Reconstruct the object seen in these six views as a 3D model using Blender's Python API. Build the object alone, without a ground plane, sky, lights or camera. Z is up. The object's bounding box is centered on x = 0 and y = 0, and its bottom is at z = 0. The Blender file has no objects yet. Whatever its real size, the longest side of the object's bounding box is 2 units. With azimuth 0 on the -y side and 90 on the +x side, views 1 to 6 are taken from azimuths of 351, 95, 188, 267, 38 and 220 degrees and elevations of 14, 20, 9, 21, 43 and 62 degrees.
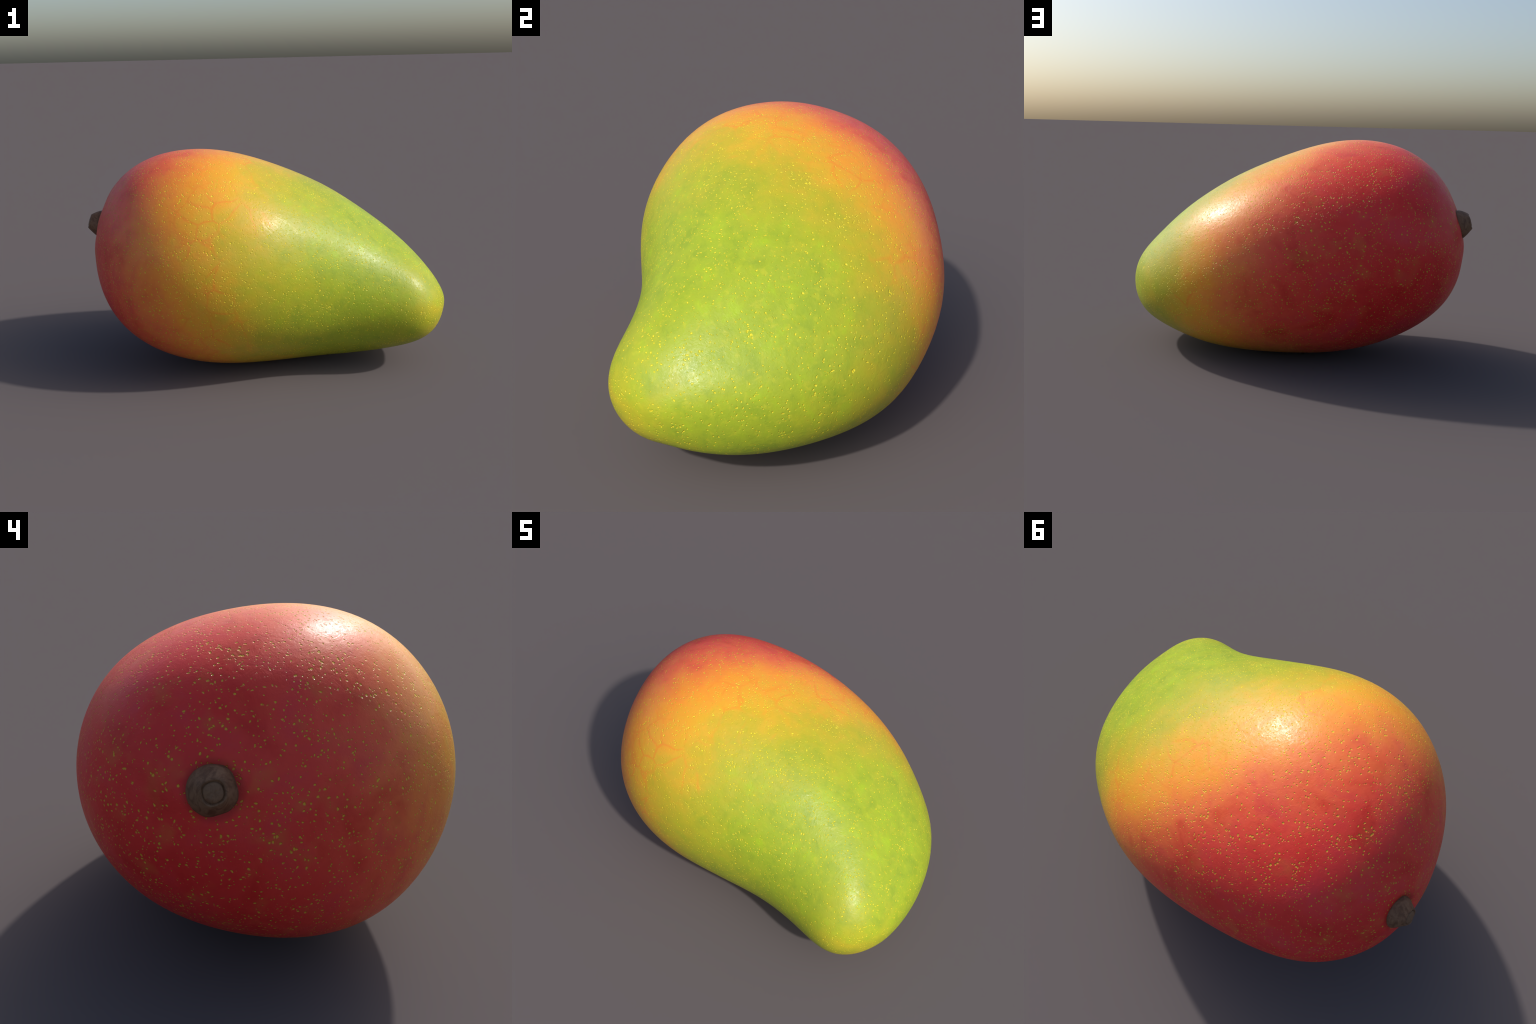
"""A ripe mango lying on its side: a kidney-shaped fruit with a beak at the
green end, a blush of orange and crimson round the stem end, yellow lenticels
(small pores) all over, and a short woody stem with a round cut scar."""
import bpy, bmesh, math
import numpy as np
from mathutils import Vector, noise

TAU = 2.0 * math.pi

# ------------------------------------------------------------------ shape ---
# The fruit is a loft along an axis from the stem pole to the beak.  At nine
# stations, equally spaced in the polar angle, the cross-section is given by
#   sideways and upward shift of its centre, mean radius,
#   and cos/sin amounts of flattening (2), three-sidedness (3), squareness (4).
# Every value is multiplied by a power of sin(polar angle), so the poles close.
STEM_POLE = np.array([-0.9420, 0.2224, 0.7602])
BEAK_POLE = np.array([0.9887, -0.3960, 0.3499])
STATIONS = np.array([
    # shift side, up   radius   flattening      3-sided         squareness
    (0.289, 0.144, 0.821, -0.044, -0.014, 0.100, -0.023, -0.073, 0.010),
    (0.099, 0.068, 0.771, 0.013, 0.009, 0.075, -0.024, -0.062, 0.009),
    (-0.020, 0.035, 0.740, 0.046, -0.000, 0.036, -0.014, -0.018, 0.009),
    (-0.018, 0.024, 0.704, 0.062, -0.009, 0.020, -0.004, -0.005, 0.002),
    (0.062, 0.007, 0.643, 0.074, -0.013, 0.011, 0.001, 0.004, -0.002),
    (0.167, -0.012, 0.562, 0.079, -0.014, 0.012, -0.007, -0.000, -0.007),
    (0.162, -0.019, 0.523, 0.150, -0.012, 0.053, -0.036, 0.019, -0.021),
    (0.026, -0.057, 0.542, 0.310, -0.044, 0.088, -0.080, 0.035, -0.054),
    (-0.176, -0.143, 0.562, 0.516, -0.055, 0.110, -0.115, 0.042, -0.056),
])
ROWS, RING = 150, 160          # loft resolution

# local corrections of the loft: centre, width, height (negative is a hollow)
SWELLINGS = [
    ((-0.93, 0.186, 0.815), 0.085, -0.010),     # dimple round the stem
    ((-0.86, 0.10, 0.45), 0.22, 0.005),         # fuller lower stem end
    ((-0.93, 0.27, 0.79), 0.07, 0.012),         # evens out the loft's pole
    ((0.62, -0.20, 0.08), 0.28, 0.012),         # fuller belly under the beak
    ((0.98, -0.45, 0.33), 0.16, 0.003),         # blunt beak
    ((0.40, -0.19, 0.94), 0.22, 0.018),         # slope from the hump to the beak
    ((0.12, -0.52, 0.40), 0.20, 0.009),         # inner side of the neck
    ((0.00, 0.48, 0.35), 0.32, -0.009),         # flatter lower flank
    ((0.25, 0.30, 0.12), 0.26, -0.010),
    ((-0.30, 0.56, 0.42), 0.24, -0.005),
    ((-0.42, 0.28, 0.18), 0.22, 0.010),
    ((-0.25, -0.30, 1.10), 0.28, 0.006),        # fuller upper shoulder
]

STEM_SEAT = Vector((-0.9290, 0.179, 0.8120))   # where the stem enters the fruit
STEM_AXIS = Vector((-0.955, -0.01, 0.29)).normalized()


def natural_spline(values, x):
    """Natural cubic spline through equally spaced values, x in 0..1."""
    n = len(values)
    h = 1.0 / (n - 1)
    A = np.eye(n)
    b = np.zeros_like(values)
    for i in range(1, n - 1):
        A[i, i - 1:i + 2] = (1, 4, 1)
        b[i] = 6 * (values[i - 1] - 2 * values[i] + values[i + 1]) / h ** 2
    m = np.linalg.solve(A, b)
    i = np.clip((x / h).astype(int), 0, n - 2)
    t = (x - i * h)[:, None]
    return (values[i] + t * ((values[i + 1] - values[i]) / h - h * (2 * m[i] + m[i + 1]) / 6)
            + t ** 2 * m[i] / 2 + t ** 3 * (m[i + 1] - m[i]) / (6 * h))


def fruit_surface(phi, theta):
    axis = BEAK_POLE - STEM_POLE
    length = np.linalg.norm(axis)
    axis = axis / length
    side = np.cross((0, 0, 1), axis)
    side /= np.linalg.norm(side)
    up = np.cross(axis, side)
    g = natural_spline(STATIONS, phi / math.pi)
    s = np.sin(phi)
    radius = (g[:, 2] * s)[:, None] * np.ones_like(theta)
    for i, k in enumerate((2, 3, 4)):
        radius = radius + (s ** k)[:, None] * (g[:, 3 + 2 * i, None] * np.cos(k * theta)
                                               + g[:, 4 + 2 * i, None] * np.sin(k * theta))
    centre = (STEM_POLE + np.outer((1 - np.cos(phi)) / 2 * length, axis)
              + np.outer(g[:, 0] * s, side) + np.outer(g[:, 1] * s, up))
    return centre[:, None] + radius[..., None] * (np.cos(theta)[:, None] * side
                                                  + np.sin(theta)[:, None] * up)


def build_skin():
    phi = np.linspace(0, math.pi, ROWS + 1)
    theta = np.linspace(0, TAU, RING, endpoint=False)
    grid = fruit_surface(phi, theta)
    verts = [tuple(grid[0, 0])]
    for row in grid[1:-1]:
        verts += [tuple(p) for p in row]
    verts.append(tuple(grid[-1, 0]))
    last = len(verts) - 1
    faces = []
    for j in range(RING):
        k = (j + 1) % RING
        faces.append((0, 1 + k, 1 + j))
        for r in range(ROWS - 2):
            a, b = 1 + r * RING, 1 + (r + 1) * RING
            faces.append((a + j, a + k, b + k, b + j))
        a = 1 + (ROWS - 2) * RING
        faces.append((a + j, a + k, last))
    # soft dents, and the dimple the stem sits in
    out = []
    core = Vector((0, 0, 0.62))
    for co in verts:
        p = Vector(co)
        away = (p - core).normalized()
        d = -0.0005 + 0.004 * noise.noise(p * 2.6 + Vector((3.1, 0.4, 7.7)))
        for centre, width, height in SWELLINGS:
            d += height * math.exp(-((p - Vector(centre)).length / width) ** 2)
        # faint folds that run into the stem seat
        seat = (p - STEM_SEAT).length
        d += 0.010 * math.exp(-(seat / 0.20) ** 2) * noise.noise(p * 8.0 + Vector((1.7, 6.1, 2.2)))
        out.append(p + away * d)
    # it rests on a slightly flattened patch
    flat = [0.5 * (p.z + math.sqrt(p.z * p.z + 0.012 ** 2)) for p in out]
    low = min(flat)
    out = [(p.x - 0.002, p.y + 0.003, z - low) for p, z in zip(out, flat)]
    mesh = bpy.data.meshes.new("skin")
    mesh.from_pydata(out, [], faces)
    bm = bmesh.new()
    bm.from_mesh(mesh)
    bmesh.ops.recalc_face_normals(bm, faces=bm.faces)
    bm.to_mesh(mesh)
    bm.free()
    mesh.shade_smooth()
    return mesh


def lathe(name, profile, segments, wobble, seed, cap=True):
    """Turn a (distance along axis, radius) profile round the stem axis."""
    side = STEM_AXIS.cross(Vector((0, 0, 1))).normalized()
    up = side.cross(STEM_AXIS)
    bm = bmesh.new()
    rings = []
    for h, r in profile:
        ring = []
        for j in range(segments):
            a = TAU * j / segments
            lump = noise.noise(Vector((math.cos(a) * 1.3 + seed, math.sin(a) * 1.3, h * 14)))
            fine = noise.noise(Vector((math.cos(a) * 4.5 + seed, math.sin(a) * 4.5, h * 60 + 5)))
            square = math.cos(4 * (a - 0.55))
            rr = r * (1 + wobble * (0.08 * lump + 0.015 * fine + 0.03 * square))
            hh = h + wobble * 0.004 * lump
            ring.append(bm.verts.new(STEM_SEAT + STEM_AXIS * hh
                                     + (side * math.cos(a) + up * math.sin(a)) * rr))
        rings.append(ring)
    for r0, r1 in zip(rings, rings[1:]):
        for j in range(segments):
            k = (j + 1) % segments
            bm.faces.new((r0[j], r0[k], r1[k], r1[j]))
    if cap:
        bm.faces.new(rings[-1])
        bm.faces.new(list(reversed(rings[0])))
    bmesh.ops.recalc_face_normals(bm, faces=bm.faces)
    mesh = bpy.data.meshes.new(name)
    bm.to_mesh(mesh)
    bm.free()
    mesh.shade_smooth()
    return mesh


# -------------------------------------------------------------- materials ---
class Nodes:
    """Small helper to write node graphs as expressions."""

    def __init__(self, name):
        self.mat = bpy.data.materials.new(name)
        self.mat.use_nodes = True
        self.tree = self.mat.node_tree
        self.tree.nodes.clear()

    def new(self, kind, **props):
        n = self.tree.nodes.new(kind)
        for k, v in props.items():
            setattr(n, k, v)
        return n

    def put(self, socket, value):
        if isinstance(value, bpy.types.NodeSocket):
            self.tree.links.new(value, socket)
        else:
            socket.default_value = value

    def math(self, op, a, b=0.0, c=0.0, clamp=False):
        n = self.new("ShaderNodeMath", operation=op, use_clamp=clamp)
        for s, v in zip(n.inputs, (a, b, c)):
            self.put(s, v)
        return n.outputs[0]

    def add(self, *terms):
        total = terms[0]
        for t in terms[1:]:
            total = self.math("ADD", total, t)
        return total

    def mul(self, a, b):
        return self.math("MULTIPLY", a, b)

    def ramp(self, fac, stops, interpolation="LINEAR"):
        n = self.new("ShaderNodeValToRGB")
        e = n.color_ramp.elements
        n.color_ramp.interpolation = interpolation
        while len(e) < len(stops):
            e.new(0.5)
        for el, (pos, col) in zip(e, stops):
            el.position = pos
            el.color = (*col, 1.0) if len(col) == 3 else col
        self.put(n.inputs[0], fac)
        return n.outputs[0]

    def remap(self, x, a, b, c=0.0, d=1.0, smooth=True):
        n = self.new("ShaderNodeMapRange",
                     interpolation_type="SMOOTHSTEP" if smooth else "LINEAR")
        for s, v in zip(n.inputs, (x, a, b, c, d)):
            self.put(s, v)
        return n.outputs[0]

    def mix(self, fac, a, b, blend="MIX"):
        n = self.new("ShaderNodeMix", data_type="RGBA", blend_type=blend)
        self.put(n.inputs[0], fac)
        for s, v in ((n.inputs[6], a), (n.inputs[7], b)):
            self.put(s, v if isinstance(v, bpy.types.NodeSocket) else (*v, 1.0))
        return n.outputs[2]

    def noise(self, vec, scale, detail=3.0, rough=0.5, distort=0.0, color=False):
        n = self.new("ShaderNodeTexNoise")
        self.put(n.inputs["Vector"], vec)
        self.put(n.inputs["Scale"], scale)
        self.put(n.inputs["Detail"], detail)
        self.put(n.inputs["Roughness"], rough)
        self.put(n.inputs["Distortion"], distort)
        return n.outputs["Color" if color else "Fac"]

    def voronoi(self, vec, scale, feature="F1", out="Distance"):
        n = self.new("ShaderNodeTexVoronoi", feature=feature)
        self.put(n.inputs["Vector"], vec)
        self.put(n.inputs["Scale"], scale)
        return n.outputs[out]

    def vmath(self, op, a, b=(0, 0, 0)):
        n = self.new("ShaderNodeVectorMath", operation=op)
        self.put(n.inputs[0], a)
        self.put(n.inputs[1], b)
        return n.outputs["Value" if op in ("DISTANCE", "LENGTH") else "Vector"]

    def scale(self, v, s):
        n = self.new("ShaderNodeVectorMath", operation="SCALE")
        self.put(n.inputs[0], v)
        self.put(n.inputs["Scale"], s)
        return n.outputs["Vector"]

    def blob(self, pos, centre, radius):
        """1 at the centre, smoothly 0 at the radius."""
        return self.remap(self.vmath("DISTANCE", pos, centre), radius, 0.0)

    def centred(self, fac):
        return self.math("SUBTRACT", fac, 0.5)


def skin_material():
    n = Nodes("mango_skin")
    pos = n.new("ShaderNodeTexCoord").outputs["Object"]
    sep = n.new("ShaderNodeSeparateXYZ")
    n.put(sep.inputs[0], pos)
    x, y = sep.outputs[0], sep.outputs[1]
    z = n.math("SUBTRACT", sep.outputs[2], 0.62)

    # --- ripeness: 0 green at the beak ... 1 crimson round the stem.
    # An S-curve of a saddle-shaped field that rises towards -x and +y.
    blush = n.add(-1.64, n.mul(z, 0.20), n.mul(n.mul(z, z), 4.68),
                  n.mul(y, 2.75), n.mul(n.mul(y, z), 0.11), n.mul(n.mul(y, y), 4.45),
                  n.mul(x, -3.16), n.mul(n.mul(x, z), 1.63), n.mul(n.mul(x, y), -1.92),
                  n.mul(n.mul(x, x), 2.80))
    broad = n.centred(n.noise(pos, 2.2, 2.0))
    cloudy = n.centred(n.noise(pos, 7.0, 4.0, 0.55, 0.4))
    blush = n.add(blush, n.mul(broad, 1.0), n.mul(cloudy, 1.3), n.mul(n.centred(n.noise(pos, 18.0, 5.0, 0.6, 0.8)), 0.7))
    ripe = n.math("DIVIDE", 1.0, n.add(1.0, n.math("EXPONENT", n.mul(blush, -1.0))))

    skin = n.ramp(ripe, [
        (0.00, (0.268, 0.395, 0.024)),
        (0.12, (0.315, 0.395, 0.024)),
        (0.27, (0.470, 0.390, 0.026)),
        (0.43, (0.690, 0.385, 0.028)),
        (0.62, (0.850, 0.310, 0.032)),
        (0.82, (0.850, 0.175, 0.048)),
        (0.93, (0.810, 0.075, 0.042)),
        (1.00, (0.700, 0.026, 0.026)),
    ])
    green = n.remap(ripe, 0.35, 0.05)
    red = n.remap(ripe, 0.6, 1.0)

    # --- mottling: darker and lighter green clouds, crimson and pink blotches
    streaky = n.vmath("MULTIPLY", pos, (1.0, 1.15, 0.85))
    patches = n.noise(streaky, 9.0, 8.0, 0.66, 0.35)
    dark_green = n.mul(n.remap(patches, 0.46, 0.70), green)
    skin = n.mix(n.mul(dark_green, 0.60), skin, (0.195, 0.300, 0.024))
    light_green = n.mul(n.remap(patches, 0.48, 0.28), green)
    skin = n.mix(n.mul(light_green, 0.65), skin, (0.350, 0.510, 0.018))
    flecks = n.mul(n.remap(n.noise(pos, 34.0, 4.0, 0.6, 0.5), 0.52, 0.72), green)
    skin = n.mix(n.mul(flecks, 0.50), skin, (0.480, 0.480, 0.030))

    blotch = n.noise(pos, 6.0, 5.0, 0.55, 0.5)
    skin = n.mix(n.mul(n.mul(n.remap(blotch, 0.46, 0.78), red), 0.65), skin, (0.540, 0.010, 0.008))
    skin = n.mix(n.mul(n.mul(n.remap(blotch, 0.52, 0.26), red), 0.6), skin, (0.680, 0.038, 0.055))

    # --- the beak tip turns yellow again
    tip = n.blob(pos, (0.95, -0.55, 0.36), 0.25)
    skin = n.mix(n.mul(tip, n.add(0.30, n.mul(cloudy, 1.2))), skin, (0.640, 0.420, 0.025))

    # --- fine orange-red veins where green turns to orange
    wander = n.vmath("ADD", pos, n.scale(n.noise(pos, 4.0, 2.0, color=True), 0.14))
    edge = n.voronoi(wander, 7.5, "DISTANCE_TO_EDGE")
    vein = n.remap(edge, 0.075, 0.0)
    band = n.mul(n.remap(ripe, 0.22, 0.42), n.remap(ripe, 0.75, 0.55))
    vein = n.mul(n.mul(vein, band), n.remap(n.noise(pos, 3.6, 3.0), 0.38, 0.58))
    skin = n.mix(n.mul(vein, 0.45), skin, (0.820, 0.200, 0.025))

    # --- lenticels: yellow sunken pores of uneven size, here and there in clumps
    jitter = n.vmath("ADD", pos, n.scale(n.noise(pos, 40.0, 1.0, color=True), 0.016))
    clump = n.noise(pos, 11.0, 2.0)
    size = n.mul(n.remap(clump, 0.32, 0.68, 0.19, 0.30, False), n.add(0.88, n.mul(red, 0.16)))
    d1 = n.voronoi(jitter, 52.0)
    pore1 = n.remap(n.math("DIVIDE", d1, size), 1.0, 0.5)
    d2 = n.voronoi(n.vmath("ADD", jitter, (4.7, 1.9, 8.3)), 62.0)
    pore2 = n.remap(n.math("DIVIDE", d2, n.remap(n.noise(pos, 8.0, 2.0), 0.38, 0.68, 0.13, 0.28, False)), 1.0, 0.5)
    pore = n.math("MAXIMUM", pore1, pore2)
    halo = n.mul(n.remap(clump, 0.52, 0.78), red)
    skin = n.mix(n.mul(halo, 0.5), skin, (0.620, 0.120, 0.030))
    pore_colour = n.mix(red, (0.860, 0.700, 0.030), (0.670, 0.370, 0.030))
    skin = n.mix(n.mul(pore, n.remap(green, 0.0, 1.0, 0.9, 0.7)), skin, pore_colour)

    # --- a dark red edge in the stem seat
    seat = n.vmath("DISTANCE", pos, tuple(STEM_SEAT))
    skin = n.mix(n.mul(n.remap(seat, 0.105, 0.075), 0.55), skin, (0.300, 0.010, 0.008))

    # --- waxy gloss with a patchy bloom; pores are dull
    gloss = n.noise(pos, 16.0, 5.0, 0.6, 0.6)
    rough = n.add(n.remap(gloss, 0.35, 0.65, 0.34, 0.50, False), n.mul(n.remap(ripe, 0.55, 0.95), 0.06),
                  n.mul(green, 0.04), n.mul(pore, 0.1))

    relief = n.add(n.mul(pore, n.add(-0.75, n.mul(red, -0.2))), n.mul(n.noise(pos, 22.0, 5.0, 0.6, 1.2), 0.55),
                   n.mul(n.noise(pos, 60.0, 4.0, 0.65, 1.5), 0.30))
    bump = n.new("ShaderNodeBump")
    bump.inputs["Strength"].default_value = 0.70
    bump.inputs["Distance"].default_value = 0.0035
    n.put(bump.inputs["Height"], relief)

    p = n.new("ShaderNodeBsdfPrincipled")
    n.put(p.inputs["Base Color"], skin)
    n.put(p.inputs["Roughness"], rough)
    n.put(p.inputs["Coat Weight"], n.mul(n.remap(gloss, 0.40, 0.60, 0.02, 0.28),
                                         n.add(1.0, n.mul(red, -0.6), n.mul(n.remap(ripe, 0.5, 0.1), -0.45))))
    p.inputs["Coat Roughness"].default_value = 0.16
    p.inputs["Specular IOR Level"].default_value = 0.26
    n.put(p.inputs["Normal"], bump.outputs[0])
    n.put(p.inputs["Coat Normal"], bump.outputs[0])
    n.put(n.new("ShaderNodeOutputMaterial").inputs[0], p.outputs[0])
    return n.mat


def stem_material(name, light, dark):
    n = Nodes(name)
    pos = n.new("ShaderNodeTexCoord").outputs["Object"]
    grain = n.noise(pos, 26.0, 6.0, 0.65, 1.5)
    wood = n.mix(n.remap(grain, 0.35, 0.62), dark, light)
    rust = n.remap(n.noise(n.vmath("ADD", pos, (2.0, 5.0, 1.0)), 20.0, 4.0, 0.6, 0.8), 0.55, 0.70)
    wood = n.mix(n.mul(rust, 0.55), wood, (0.130, 0.050, 0.024))
    bump = n.new("ShaderNodeBump")
    bump.inputs["Strength"].default_value = 0.25
    bump.inputs["Distance"].default_value = 0.003
    n.put(bump.inputs["Height"], n.add(grain, n.mul(n.noise(pos, 70.0, 4.0), 0.4)))
    p = n.new("ShaderNodeBsdfPrincipled")
    n.put(p.inputs["Base Color"], wood)
    p.inputs["Roughness"].default_value = 0.6
    p.inputs["Specular IOR Level"].default_value = 0.25
    n.put(p.inputs["Normal"], bump.outputs[0])
    n.put(n.new("ShaderNodeOutputMaterial").inputs[0], p.outputs[0])
    return n.mat


# --------------------------------------------------------------- assembly ---
def add(name, data, parent, material=None):
    obj = bpy.data.objects.new(name, data)
    bpy.context.scene.collection.objects.link(obj)
    obj.parent = parent
    if material:
        data.materials.append(material)
    return obj


mango = add("mango", None, None)
mango["label"] = "ripe green, orange and red mango with a short brown stem"
mango["category"] = "mango fruit"

add("skin", build_skin(), mango, skin_material())

wood = stem_material("stem_wood", (0.205, 0.108, 0.058), (0.120, 0.056, 0.029))
stem = add("stem", lathe("stem", [
    (-0.050, 0.070), (-0.026, 0.076), (-0.010, 0.079), (0.004, 0.078), (0.018, 0.072),
    (0.032, 0.063), (0.046, 0.053), (0.056, 0.0455), (0.0610, 0.0405), (0.0625, 0.0375),
    (0.0600, 0.0350), (0.0565, 0.0330), (0.0560, 0.0310)], 40, 1.0, 2.3), mango, wood)
scar = stem_material("stem_scar_wood", (0.205, 0.112, 0.063), (0.150, 0.078, 0.042))
add("stem_scar", lathe("stem_scar", [
    (0.040, 0.0320), (0.0565, 0.0315), (0.0600, 0.0300), (0.0630, 0.0265), (0.0650, 0.0200),
    (0.0655, 0.0110), (0.0655, 0.0030)], 32, 0.5, 2.3), stem, scar)
